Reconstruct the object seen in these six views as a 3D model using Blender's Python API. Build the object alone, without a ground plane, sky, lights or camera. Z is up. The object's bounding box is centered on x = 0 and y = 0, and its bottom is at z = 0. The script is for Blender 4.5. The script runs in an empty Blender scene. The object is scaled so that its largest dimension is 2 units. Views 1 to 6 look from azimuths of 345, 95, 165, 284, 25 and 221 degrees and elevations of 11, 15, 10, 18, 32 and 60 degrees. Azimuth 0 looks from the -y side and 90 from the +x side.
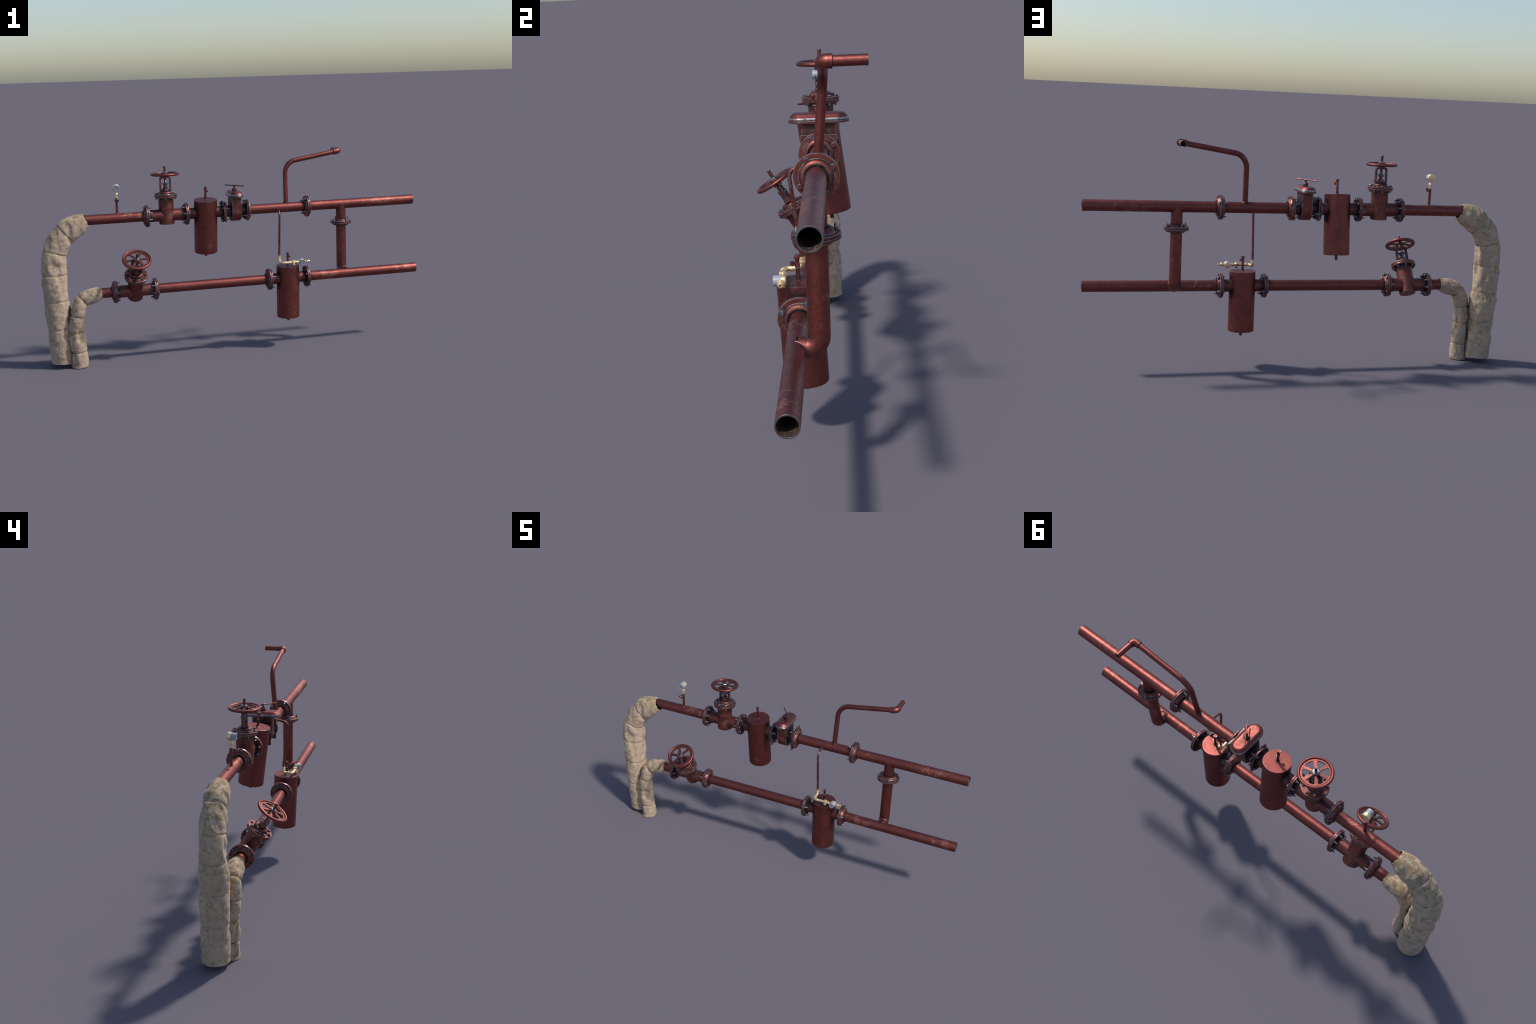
# Red-oxide heating pipework: two flanged pipe runs with gate valves, settling tanks,
# a slide valve, a bypass branch, water meters and two cloth-wrapped risers.
import bpy, bmesh, math, random
from mathutils import Vector, Matrix, noise

random.seed(7)
TAU = math.tau
scene = bpy.context.scene

# --------------------------------------------------------------------------- materials
class Nodes:
    """Small helper that builds a node tree by chained calls."""
    def __init__(self, name):
        self.mat = bpy.data.materials.new(name)
        self.mat.use_nodes = True
        self.t = self.mat.node_tree
        self.t.nodes.clear()
        self.out = self.t.nodes.new("ShaderNodeOutputMaterial")
        self.bsdf = self.t.nodes.new("ShaderNodeBsdfPrincipled")
        self.t.links.new(self.bsdf.outputs[0], self.out.inputs[0])
        self.geo = self.t.nodes.new("ShaderNodeNewGeometry")
        self.pos = self.geo.outputs["Position"]

    def put(self, socket, v):
        if isinstance(v, bpy.types.NodeSocket):
            self.t.links.new(v, socket)
        elif isinstance(v, (tuple, list)) and socket.type == "RGBA":
            socket.default_value = (*v[:3], 1)
        else:
            socket.default_value = v

    def math(self, op, a, b=0.0, c=0.0, clamp=False):
        n = self.t.nodes.new("ShaderNodeMath")
        n.operation, n.use_clamp = op, clamp
        for i, v in enumerate((a, b, c)):
            self.put(n.inputs[i], v)
        return n.outputs[0]

    def vmath(self, op, a, b=None):
        n = self.t.nodes.new("ShaderNodeVectorMath")
        n.operation = op
        self.put(n.inputs[0], a)
        if b is not None:
            self.put(n.inputs[1], b)
        return n.outputs["Value"] if op in ("DOT_PRODUCT", "LENGTH", "DISTANCE") else n.outputs["Vector"]

    def mapping(self, v, scale=(1, 1, 1), loc=(0, 0, 0)):
        n = self.t.nodes.new("ShaderNodeMapping")
        self.put(n.inputs["Vector"], v)
        n.inputs["Scale"].default_value = scale
        n.inputs["Location"].default_value = loc
        return n.outputs[0]

    def noise(self, v, scale, detail=4.0, rough=0.55, distortion=0.0):
        n = self.t.nodes.new("ShaderNodeTexNoise")
        self.put(n.inputs["Vector"], v)
        n.inputs["Scale"].default_value = scale
        n.inputs["Detail"].default_value = detail
        n.inputs["Roughness"].default_value = rough
        n.inputs["Distortion"].default_value = distortion
        return n.outputs["Fac"]

    def ramp(self, v, lo, hi, smooth=True):
        n = self.t.nodes.new("ShaderNodeMapRange")
        n.interpolation_type = "SMOOTHSTEP" if smooth else "LINEAR"
        n.clamp = True if not smooth else n.clamp
        self.put(n.inputs["Value"], v)
        n.inputs["From Min"].default_value = lo
        n.inputs["From Max"].default_value = hi
        return n.outputs["Result"]

    def mix(self, f, a, b):
        n = self.t.nodes.new("ShaderNodeMix")
        n.data_type = "RGBA"
        self.put(n.inputs["Factor"], f)
        self.put(n.inputs["A"] if False else n.inputs[6], a)
        self.put(n.inputs[7], b)
        return n.outputs[2]

    def mixf(self, f, a, b):
        n = self.t.nodes.new("ShaderNodeMix")
        n.data_type = "FLOAT"
        self.put(n.inputs[0], f)
        self.put(n.inputs[2], a)
        self.put(n.inputs[3], b)
        return n.outputs[0]

    def bump(self, h, strength, dist):
        n = self.t.nodes.new("ShaderNodeBump")
        n.inputs["Strength"].default_value = strength
        n.inputs["Distance"].default_value = dist
        self.put(n.inputs["Height"], h)
        return n.outputs[0]

    def edge(self, radius, samples=5):
        """1 on convex/concave edges, 0 on flats: bevelled normal against true normal."""
        n = self.t.nodes.new("ShaderNodeBevel")
        n.samples = samples
        n.inputs["Radius"].default_value = radius
        d = self.vmath("DOT_PRODUCT", n.outputs[0], self.geo.outputs["Normal"])
        return self.math("SUBTRACT", 1.0, d, clamp=True)

    def occlusion(self, dist, samples=6):
        n = self.t.nodes.new("ShaderNodeAmbientOcclusion")
        n.samples = samples
        n.inputs["Distance"].default_value = dist
        return self.math("SUBTRACT", 1.0, n.outputs["AO"], clamp=True)

    def blob(self, centre, radius, stretch=(1, 1, 1)):
        """Soft spherical mask in world space."""
        p = self.vmath("SUBTRACT", self.pos, Vector(centre))
        p = self.vmath("MULTIPLY", p, Vector(stretch))
        return self.ramp(self.vmath("LENGTH", p), radius, radius * 0.35)

    def set(self, **kw):
        for k, v in kw.items():
            self.put(self.bsdf.inputs[k.replace("_", " ")], v)


PAINT = (0.256, 0.074, 0.061)
STEEL = (0.42, 0.45, 0.49)


def red_paint(name, wear=1.0, grime_shade=1.0, rust=1.0, chips=1.0, rough=0.45, edge_r=0.0022, cover=(0.36, 0.52), film=0.0, bare=0.0, guard=1.0):
    m = Nodes(name)
    p = m.pos
    cloud = m.noise(p, 9, 5, 0.6)
    fine = m.noise(p, 160, 5, 0.65)
    speck = m.noise(p, 420, 3, 0.6)
    # paint, slightly blotchy
    col = m.mix(m.ramp(cloud, 0.3, 0.7), PAINT, tuple(c * k for c, k in zip(PAINT, (0.8, 0.78, 0.82))))
    col = m.mix(m.math("MULTIPLY", m.ramp(fine, 0.5, 0.72), 0.22), col, (0.38, 0.14, 0.11))
    mottle = m.noise(p, 38, 6, 0.72, 0.5)
    col = m.mix(m.math("MULTIPLY", m.ramp(mottle, 0.44, 0.66), 0.45), col, (0.125, 0.046, 0.042))
    # chipped / scuffed patches: clustered near a few places along the runs
    clusters = None
    for c, r, s in (((-0.53, 0.03, 0.745), 0.085, (0.9, 1, 1)), ((0.47, -0.02, 0.385), 0.12, (0.75, 1, 1)),
                    ((0.80, 0.06, 0.76), 0.1, (0.6, 1, 1)), ((0.45, 0.05, 0.76), 0.06, (1, 1, 1)),
                    ((0.585, 0.075, 0.50), 0.05, (1, 1, 0.7)), ((-0.35, 0.02, 0.76), 0.06, (1, 1, 0.8)),
                    ((-0.12, -0.01, 0.70), 0.05, (1, 1, 1)), ((0.30, -0.06, 0.34), 0.05, (1, 1, 0.6)),
                    ((0.27, -0.05, 0.20), 0.05, (0.8, 1, 1)), ((0.92, -0.02, 0.39), 0.06, (0.6, 1, 1)),
                    ((-0.15, 0.0, 0.56), 0.05, (0.7, 1, 1)), ((-0.55, -0.02, 0.40), 0.07, (0.8, 1, 1))):
        b = m.blob(c, r, s)
        clusters = b if clusters is None else m.math("MAXIMUM", clusters, b)
    chip_n = m.noise(m.mapping(p, (1, 1.5, 1.5)), 130, 6, 0.72, 0.3)
    thresh = m.math("MULTIPLY_ADD", m.math("MULTIPLY", clusters, m.ramp(m.noise(p, 26, 3, 0.6), 0.34, 0.62)), -0.21, 0.678)
    chip = m.ramp(m.math("SUBTRACT", chip_n, thresh), -0.01, 0.09)
    chip = m.math("MULTIPLY", chip, 0.68 * chips, clamp=True)
    col = m.mix(chip, col, (0.50, 0.225, 0.165))
    # rust brown film where dirt gathers
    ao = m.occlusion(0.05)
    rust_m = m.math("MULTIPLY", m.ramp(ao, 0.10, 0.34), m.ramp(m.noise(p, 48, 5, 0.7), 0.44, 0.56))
    rust_m = m.math("MULTIPLY", rust_m, 0.8 * rust, clamp=True)
    if film:                                                # thin brown film in soft patches
        f = m.math("MULTIPLY", m.ramp(m.noise(p, 34, 6, 0.72, 0.3), 0.50, 0.60), film)
        rust_m = m.math("MAXIMUM", rust_m, f)
    col = m.mix(rust_m, col, (0.125, 0.085, 0.062))
    # black dirt plus baked-in corner shade, both painted into the colour
    grime_shade_m = m.ramp(m.math("ADD", ao, m.math("MULTIPLY_ADD", m.noise(p, 60, 4), 0.5, -0.25)), 0.17, 0.50)
    grime_shade_m = m.math("MULTIPLY", grime_shade_m, 0.95 * grime_shade, clamp=True)
    col = m.mix(grime_shade_m, col, (0.030, 0.032, 0.040))
    # bare metal on the edges
    e = m.edge(edge_r)
    worn = m.math("MULTIPLY", m.ramp(e, 0.012, 0.075), m.ramp(m.noise(p, 75, 4, 0.7), *cover))
    concave = m.math("MULTIPLY", m.ramp(m.occlusion(0.005, 4), 0.12, 0.30), guard)     # corners keep their paint, only outer edges wear
    worn = m.math("MULTIPLY", worn, m.math("MULTIPLY_ADD", concave, -wear, wear), clamp=True)
    if bare:                                                # paint rubbed off thin rods in patches
        b = m.math("MULTIPLY", m.ramp(m.noise(p, 38, 5, 0.7), 0.50, 0.66), bare)
        worn = m.math("MAXIMUM", worn, b)
    col = m.mix(worn, col, STEEL)
    rgh = m.mixf(m.ramp(fine, 0.35, 0.7), rough - 0.05, rough + 0.08)
    rgh = m.math("ADD", rgh, m.math("MULTIPLY", m.ramp(mottle, 0.40, 0.66), 0.07))
    rgh = m.mixf(chip, rgh, 0.5)
    rgh = m.mixf(rust_m, rgh, 0.72)
    rgh = m.mixf(worn, rgh, 0.26)
    metal = m.mixf(rust_m, 0.97, 0.45)
    metal = m.mixf(m.math("MULTIPLY", chip, 0.5), metal, 0.55)
    h = m.math("ADD", m.math("MULTIPLY", speck, 0.25), m.math("MULTIPLY", m.noise(p, 60, 5, 0.6), 0.75))
    h = m.math("SUBTRACT", h, m.math("MULTIPLY", chip, 0.25))
    m.set(Base_Color=col, Metallic=metal, Roughness=rgh, Specular_Tint=(0.95, 0.97, 1.0), Normal=m.bump(h, 0.22, 0.002))
    return m.mat


def steel(name, col=STEEL, rough=0.33, paint=0.35, crevice_dark=0.6):
    m = Nodes(name)
    n = m.noise(m.pos, 130, 4, 0.65)
    c = m.mix(m.math("MULTIPLY", m.ramp(n, 0.52, 0.60), paint), col, PAINT)
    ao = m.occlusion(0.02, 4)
    d = m.math("MULTIPLY", m.ramp(ao, 0.2, 0.6), crevice_dark)  # near-black tint where other surfaces stand close
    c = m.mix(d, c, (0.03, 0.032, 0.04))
    m.set(Base_Color=c, Metallic=0.95, Roughness=m.mixf(n, rough - 0.08, rough + 0.15))
    return m.mat


def brass(name):
    m = Nodes(name)
    n = m.noise(m.pos, 180, 4, 0.6)
    c = m.mix(m.ramp(n, 0.4, 0.7), (0.90, 0.70, 0.43), (0.78, 0.55, 0.29))
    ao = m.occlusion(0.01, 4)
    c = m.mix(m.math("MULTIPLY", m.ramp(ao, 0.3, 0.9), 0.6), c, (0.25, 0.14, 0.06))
    m.set(Base_Color=c, Metallic=0.8, Roughness=m.mixf(n, 0.34, 0.5), Normal=m.bump(n, 0.15, 0.0008))
    return m.mat


def plain(name, col, rough=0.5, metal=0.0, **kw):
    m = Nodes(name)
    n = m.noise(m.pos, 150, 3)
    m.set(Base_Color=m.mix(m.math("MULTIPLY", n, 0.25), col, tuple(c * 0.7 for c in col)), Roughness=rough, Metallic=metal, **kw)
    return m.mat


def pipe_bore(name):
    m = Nodes(name)
    n = m.noise(m.mapping(m.pos, (0.35, 1, 1)), 120, 6, 0.75, 0.6)
    c = m.mix(m.ramp(n, 0.5, 0.64), (0.030, 0.026, 0.022), (0.24, 0.095, 0.045))
    m.set(Base_Color=c, Roughness=0.75, Metallic=0.1, Normal=m.bump(n, 0.6, 0.003))
    return m.mat


def wrap_cloth(name):
    m = Nodes(name)
    p = m.pos
    big = m.noise(p, 13, 6, 0.65)
    mid = m.noise(p, 46, 8, 0.78, 0.3)
    fib = m.noise(m.mapping(p, (1, 1, 0.35)), 300, 4, 0.7)
    c = m.mix(m.ramp(fib, 0.3, 0.7), (0.43, 0.310, 0.220), (0.60, 0.462, 0.345))
    c = m.mix(m.math("MULTIPLY", m.ramp(big, 0.42, 0.62), 0.5), c, (0.35, 0.275, 0.205))
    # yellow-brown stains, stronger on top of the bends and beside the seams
    updot = m.math("MULTIPLY", m.math("ADD", m.vmath("DOT_PRODUCT", m.geo.outputs["Normal"], Vector((0, 0, 1))), 0.35, clamp=True), 0.13)
    stain = m.ramp(m.math("ADD", mid, updot), 0.535, 0.70)
    c = m.mix(m.math("MULTIPLY", stain, 0.85), c, (0.235, 0.165, 0.070))
    soot = m.ramp(m.noise(p, 110, 6, 0.78), 0.56, 0.70)
    c = m.mix(m.math("MULTIPLY", soot, 0.32), c, (0.13, 0.105, 0.065))
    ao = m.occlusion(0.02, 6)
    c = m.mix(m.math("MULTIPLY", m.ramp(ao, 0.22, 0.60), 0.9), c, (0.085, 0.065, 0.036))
    # woven threads in the section's own frame: rings along z, verticals round the axis
    co = m.t.nodes.new("ShaderNodeTexCoord").outputs["Object"]
    sep = m.t.nodes.new("ShaderNodeSeparateXYZ")
    m.put(sep.inputs[0], m.vmath("ADD", co, m.vmath("SCALE", Vector((0, 0, 0)))))
    x, y, z = sep.outputs
    wob = m.math("MULTIPLY", m.math("SUBTRACT", m.noise(p, 30, 3), 0.5), 5.0)
    rings = m.math("SINE", m.math("MULTIPLY_ADD", z, TAU / 0.0046, wob))
    ups = m.math("SINE", m.math("MULTIPLY_ADD", m.math("ARCTAN2", y, x), 84.0, wob))
    weave = m.math("MULTIPLY_ADD", m.math("ADD", rings, ups), 0.25, 0.5)
    c = m.mix(m.math("MULTIPLY", m.ramp(weave, 0.42, 0.05), m.math("MULTIPLY", m.ramp(m.noise(p, 22, 3), 0.35, 0.65), 0.30)), c, (0.17, 0.145, 0.10))
    h = m.math("ADD", m.math("MULTIPLY", weave, m.mixf(m.ramp(m.noise(p, 22, 3), 0.35, 0.65), 0.2, 0.65)), m.math("MULTIPLY", m.math("ADD", fib, mid), 0.5))
    m.set(Base_Color=c, Roughness=0.95, Specular_IOR_Level=0.15, Sheen_Weight=0.1, Normal=m.bump(h, 0.6, 0.0024))
    return m.mat


M_PIPE = red_paint("red_oxide_paint_pipe", wear=0.35, grime_shade=0.9, rust=0.7)
M_CAST = red_paint("red_oxide_paint_casting", wear=1.0, grime_shade=1.0, rust=1.0, edge_r=0.0026, film=0.5)
M_BOLT = red_paint("red_oxide_paint_bolt", wear=1.0, grime_shade=0.5, rust=0.6, chips=0.5, edge_r=0.0016, cover=(0.18, 0.34))
M_WHEEL = red_paint("red_oxide_paint_wheel", wear=0.55, grime_shade=0.8, rust=0.8, chips=0.8, edge_r=0.0010, cover=(0.46, 0.60))
M_TANK = red_paint("red_oxide_paint_tank", chips=0.65, wear=0.8, grime_shade=0.9, rust=0.5, rough=0.46, edge_r=0.0016)
M_LINE = red_paint("red_oxide_paint_worn", wear=1.0, grime_shade=0.6, rust=0.8, chips=1.0, bare=0.38)
M_LID = red_paint("red_oxide_paint_lid", wear=1.0, grime_shade=0.8, rust=0.6, edge_r=0.0040, cover=(0.30, 0.46), film=0.1, guard=0.0)
M_FLANGE = red_paint("red_oxide_paint_flange", wear=1.0, grime_shade=1.0, rust=1.0, edge_r=0.0026, film=0.5, guard=0.12, cover=(0.32, 0.48))
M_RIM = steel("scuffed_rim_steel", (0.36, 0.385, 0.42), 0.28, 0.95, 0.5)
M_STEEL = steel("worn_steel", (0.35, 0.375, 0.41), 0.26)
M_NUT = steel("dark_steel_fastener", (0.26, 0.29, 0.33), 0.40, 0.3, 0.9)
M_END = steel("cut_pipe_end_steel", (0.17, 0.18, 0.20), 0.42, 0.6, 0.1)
M_GASKET = plain("gasket_rubber", (0.03, 0.03, 0.033), 0.8)
M_BORE = pipe_bore("rusty_pipe_bore")
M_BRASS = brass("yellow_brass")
M_COVER = plain("meter_cover_grey", (0.29, 0.32, 0.37), 0.4, 0.0)
M_DIAL = plain("dial_pale_grey", (0.23, 0.25, 0.28), 0.45)
M_BLUE = plain("dial_blue", (0.12, 0.32, 0.48), 0.5)
M_RED = plain("dial_red", (0.62, 0.05, 0.06), 0.5)
M_DARK = plain("dial_dark_grey", (0.10, 0.10, 0.11), 0.5)
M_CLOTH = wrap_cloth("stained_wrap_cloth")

# --------------------------------------------------------------------------- mesh tools
def frame(origin, zdir=(0, 0, 1), xhint=(1, 0, 0)):
    z = Vector(zdir).normalized()
    x = Vector(xhint) - z * Vector(xhint).dot(z)
    if x.length < 1e-4:
        x = Vector((0, 1, 0)) - z * z.y
    x.normalize()
    y = z.cross(x)
    m = Matrix((x, y, z)).transposed().to_4x4()
    m.translation = Vector(origin)
    return m


WORLD = {}


def add(name, bm, mats, at=None, parent=None, angle=35.0, mesh=None, kind=None):
    """Turn a bmesh (or existing mesh data) into a named object at a world frame."""
    at = at or Matrix.Identity(4)
    if mesh is None:
        bmesh.ops.remove_doubles(bm, verts=bm.verts, dist=1e-6)
        bmesh.ops.recalc_face_normals(bm, faces=bm.faces)
        mesh = bpy.data.meshes.new(name)
        bm.to_mesh(mesh)
        bm.free()
        for mt in mats:
            mesh.materials.append(mt)
        for f in mesh.polygons:
            f.use_smooth = True
        mesh.set_sharp_from_angle(angle=math.radians(angle))
    ob = bpy.data.objects.new(name, mesh)
    scene.collection.objects.link(ob)
    if angle < 60:                                   # flats stay flat, chamfers carry the rounding
        wn = ob.modifiers.new("weighted_normal", "WEIGHTED_NORMAL")
        wn.keep_sharp = True
    place(ob, at, parent)
    if kind:
        ob["kind"] = kind
    return ob


def place(ob, at, parent):
    ob.matrix_basis = at
    WORLD[ob.name] = at.copy()
    if parent is not None:
        ob.parent = parent
        ob.matrix_parent_inverse = WORLD[parent.name].inverted()


def lathe(bm, prof, seg=48, mat=0, m=None):
    """Revolve (r, z) pairs round z.  A zero radius closes the surface on the axis."""
    m = m or Matrix.Identity(4)
    rings = []
    for r, z in prof:
        if r < 1e-7:
            rings.append([bm.verts.new(m @ Vector((0, 0, z)))])
        else:
            rings.append([bm.verts.new(m @ Vector((r * math.cos(TAU * i / seg), r * math.sin(TAU * i / seg), z))) for i in range(seg)])
    bridge(bm, rings, mat)


def bridge(bm, rings, mat=0, closed=True):
    for a, b in zip(rings, rings[1:]):
        n = max(len(a), len(b))
        for i in range(n if closed else n - 1):
            j = (i + 1) % n
            if len(a) == 1:
                vs = (a[0], b[i], b[j])
            elif len(b) == 1:
                vs = (a[i], a[j], b[0])
            else:
                vs = (a[i], a[j], b[j], b[i])
            bm.faces.new(vs).material_index = mat


def disc(r0, r1, z0, z1, c=0.0012):
    """Profile of a chamfered ring (r0 may be 0 for a solid disc)."""
    p = [(r0, z0), (r1 - c, z0), (r1 - c * 0.3, z0 + c * 0.3), (r1, z0 + c), (r1, z1 - c), (r1 - c * 0.3, z1 - c * 0.3), (r1 - c, z1), (r0, z1)]
    return p + ([p[0]] if r0 > 0 else [])


def prism(bm, n, r, z0, z1, turn=0.0, c=0.0006, mat=0, m=None, edge_mat=None):
    """n-sided bar with chamfered ends (hex heads and nuts)."""
    m = m or Matrix.Identity(4)
    rings = []
    for rr, z in ((r - c, z0), (r, z0 + c), (r, z1 - c), (r - c, z1)):
        rings.append([bm.verts.new(m @ Vector((rr * math.cos(TAU * i / n + turn), rr * math.sin(TAU * i / n + turn), z))) for i in range(n)])
    em = mat if edge_mat is None else edge_mat
    bridge(bm, rings[:2], em)
    bridge(bm, rings[1:3], mat)
    bridge(bm, rings[2:], em)
    bm.faces.new(rings[0]).material_index = mat
    bm.faces.new(rings[-1]).material_index = mat


def block(bm, lo, hi, bevel=0.001, mat=0, m=None):
    m = m or Matrix.Identity(4)
    sub = bmesh.new()
    bmesh.ops.create_cube(sub, size=1)
    lo, hi = Vector(lo), Vector(hi)
    for v in sub.verts:
        v.co = Vector(((v.co[k] + 0.5) * (hi[k] - lo[k]) + lo[k]) for k in range(3)) if False else Vector([(v.co[k] + 0.5) * (hi[k] - lo[k]) + lo[k] for k in range(3)])
    if bevel:
        bmesh.ops.bevel(sub, geom=list(sub.edges), offset=bevel, segments=2, affect="EDGES", profile=0.6)
    merge(bm, sub, m, mat)


def merge(bm, sub, m, mat):
    vs = {v: bm.verts.new(m @ v.co) for v in sub.verts}
    for f in sub.faces:
        try:
            bm.faces.new([vs[v] for v in f.verts]).material_index = mat
        except ValueError:
            pass
    sub.free()


def spline(pts, per=12, lead=None):
    """Catmull-Rom through 3D points; lead is the phantom point that steers the end."""
    P = [Vector(p) for p in pts]
    P = [P[0] * 2 - P[1]] + P + [lead or P[-1] * 2 - P[-2]]
    out = []
    for i in range(1, len(P) - 2):
        for k in range(per):
            t = k / per
            a, b, c, d = P[i - 1 : i + 3]
            out.append(0.5 * ((2 * b) + (c - a) * t + (2 * a - 5 * b + 4 * c - d) * t * t + (3 * b - a - 3 * c + d) * t ** 3))
    return out + [P[-2]]


def fillet(pts, radii, steps=10):
    """Polyline with circular-looking bends at the inner points."""
    P = [Vector(p) for p in pts]
    out = [P[0]]
    for i in range(1, len(P) - 1):
        a, b, c = P[i - 1], P[i], P[i + 1]
        u, w = (a - b).normalized(), (c - b).normalized()
        half = u.angle(w) / 2
        r = radii[i - 1]
        d = min(r / math.tan(half), (a - b).length * 0.98, (c - b).length * 0.98)
        centre = b + (u + w).normalized() * (math.hypot(d, d * math.tan(half)))
        p0, p1 = b + u * d - centre, b + w * d - centre
        total = p0.angle(p1)
        for k in range(steps + 1):
            t = k / steps
            q = (p0 * math.sin((1 - t) * total) + p1 * math.sin(t * total)) / math.sin(total)
            out.append(centre + q)
    return out + [P[-1]]


def frames_along(path, hint=(0, 1, 0)):
    fr, x = [], Vector(hint)
    for i, p in enumerate(path):
        a, b = path[max(i - 1, 0)], path[min(i + 1, len(path) - 1)]
        t = (b - a).normalized()
        x = (x - t * x.dot(t)).normalized()
        fr.append((p, x.copy(), t.cross(x), t))
    return fr


def sweep(bm, path, radius, seg=24, mat=0, caps=True, hint=(0, 1, 0), dent=0.0):
    """Round bar along a path; radius is a number or a function of 0..1."""
    fr = frames_along(path, hint)
    n, rings = len(fr) - 1, []
    for k, (p, x, y, t) in enumerate(fr):
        r = radius(k / n) if callable(radius) else radius
        ring = []
        for i in range(seg):
            a = TAU * i / seg
            d = x * math.cos(a) + y * math.sin(a)
            q = p + d * r
            if dent:
                q += d * dent * noise.noise(q * 45)
            ring.append(bm.verts.new(q))
        rings.append(ring)
    bridge(bm, rings, mat)
    if caps:
        bm.faces.new(rings[0]).material_index = mat
        bm.faces.new(rings[-1]).material_index = mat


def straight(a, b, n=2):
    a, b = Vector(a), Vector(b)
    return [a.lerp(b, k / n) for k in range(n + 1)]


# --------------------------------------------------------------------------- layout
UP_Y, UP_Z = 0.0535, 0.737       # upper run axis
LO_Y, LO_Z = -0.0010, 0.370      # lower run axis
R_PIPE, R_BORE = 0.0255, 0.0222
R_FLANGE, R_BOLTS = 0.0563, 0.0457


def U(x):
    return Vector((x, UP_Y, UP_Z))


def L(x):
    return Vector((x, LO_Y, LO_Z))


root = bpy.data.objects.new("heating_pipework", None)
root.empty_display_size = 0.2
scene.collection.objects.link(root)
place(root, Matrix.Identity(4), None)
root["label"] = "two rust-red flanged pipe runs with valves, tanks and cloth-wrapped risers"
root["category"] = "industrial pipes"

# --------------------------------------------------------------------------- bolts (shared meshes)
BOLT_MESH = {}


def bolt_mesh(span, head, stud):
    key = (round(span, 4), round(head, 4), round(stud, 4))
    if key not in BOLT_MESH:
        bm = bmesh.new()
        z0 = -span / 2
        prism(bm, 6, head, z0 - 0.0062, z0, 0.3, 0.0011, mat=0, edge_mat=1)                 # head, painted
        lathe(bm, disc(0, head * 1.02, z0 - 0.0004, z0 + 0.0006, 0.0003), 20, 1)
        z1 = span / 2
        lathe(bm, disc(0, head * 1.05, z1 - 0.0004, z1 + 0.0008, 0.0003), 20, 1)  # washer
        prism(bm, 6, head * 0.93, z1 + 0.0006, z1 + 0.0060, 0.8, 0.0009, mat=1)   # nut
        thread = [(0, z0)]
        z, k = z1 + 0.0056, 0
        while z < z1 + 0.0060 + stud - 0.001:                                    # threaded end
            thread.append((head * (0.50 if k % 2 else 0.43), z))
            z, k = z + 0.0011, k + 1
        thread += [(head * 0.42, z1 + 0.0060 + stud), (0, z1 + 0.0060 + stud)]
        lathe(bm, [(0, z0), (head * 0.45, z0)] + thread[1:], 14, 1)
        ob = add("bolt", bm, [M_BOLT, M_NUT], mesh=None)
        BOLT_MESH[key] = ob.data
        bpy.data.objects.remove(ob)
    return BOLT_MESH[key]


def bolts(at, n, circle, start, span, head, stud, parent):
    mesh = bolt_mesh(span, head, stud)
    for k in range(n):
        a = start + TAU * k / n
        twist = random.uniform(0, TAU)
        add("bolt", None, None, at @ Matrix.Translation((circle * math.cos(a), circle * math.sin(a), random.uniform(-0.0004, 0.0004)))
            @ Matrix.Rotation(twist, 4, "Z"), parent, mesh=mesh)


# --------------------------------------------------------------------------- flange joints
HALF = 0.0073   # half thickness of a bolted pair


def hub_profile(z, sign, big=0.0415, small=0.0318, length=0.0115, r_in=0.0250):
    """Weld-neck hub standing on a disc face at height z, with a groove round the pipe."""
    s = sign
    return [(big + 0.002, z - s * 0.0004), (big + 0.0006, z + s * 0.0012), (big, z + s * 0.003), (big - 0.0012, z + s * length * 0.55),
            (big - 0.0042, z + s * length * 0.85), (small + 0.0008, z + s * length), (small - 0.001, z + s * (length - 0.0004)),
            (small - 0.0022, z + s * (length - 0.003)), (r_in, z + s * (length - 0.004))]


def flange(at, n, start, hubs=(-1,), square=False, parent=root, r=R_FLANGE, stud=0.0105, head=0.0073, circle=R_BOLTS, bore=0.024):
    """Bolted pair.  Local z runs along the pipe, bolt heads on -z, nuts on +z."""
    bm = bmesh.new()
    lathe(bm, disc(bore, r, -HALF, -0.0007, 0.0016), 64)
    if not square:
        lathe(bm, disc(bore, r - 0.0004, 0.0007, HALF, 0.0016), 64)
    for s in hubs:
        lathe(bm, hub_profile(s * HALF, s), 48)
    ob = add("pipe_flange", bm, [M_FLANGE], at, parent)
    if square:
        bm = bmesh.new()
        w = 0.0497
        block(bm, (-w, -w, 0.0007), (w, w, HALF + 0.0005), 0.0016)
        add("square_flange_plate", bm, [M_FLANGE], at, ob)
    bm = bmesh.new()
    lathe(bm, disc(bore, r - 0.0045, -0.0009, 0.0009, 0.0002), 48)
    add("gasket", bm, [M_GASKET], at, ob)
    bolts(at, n, circle, start, 2 * HALF, head, stud, ob)
    return ob


def along_x(p, sign):
    """Frame whose z axis is +x or -x and whose x axis is +y (bolt angles from +y towards +z)."""
    return frame(p, (sign, 0, 0), (0, 1, 0))


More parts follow.
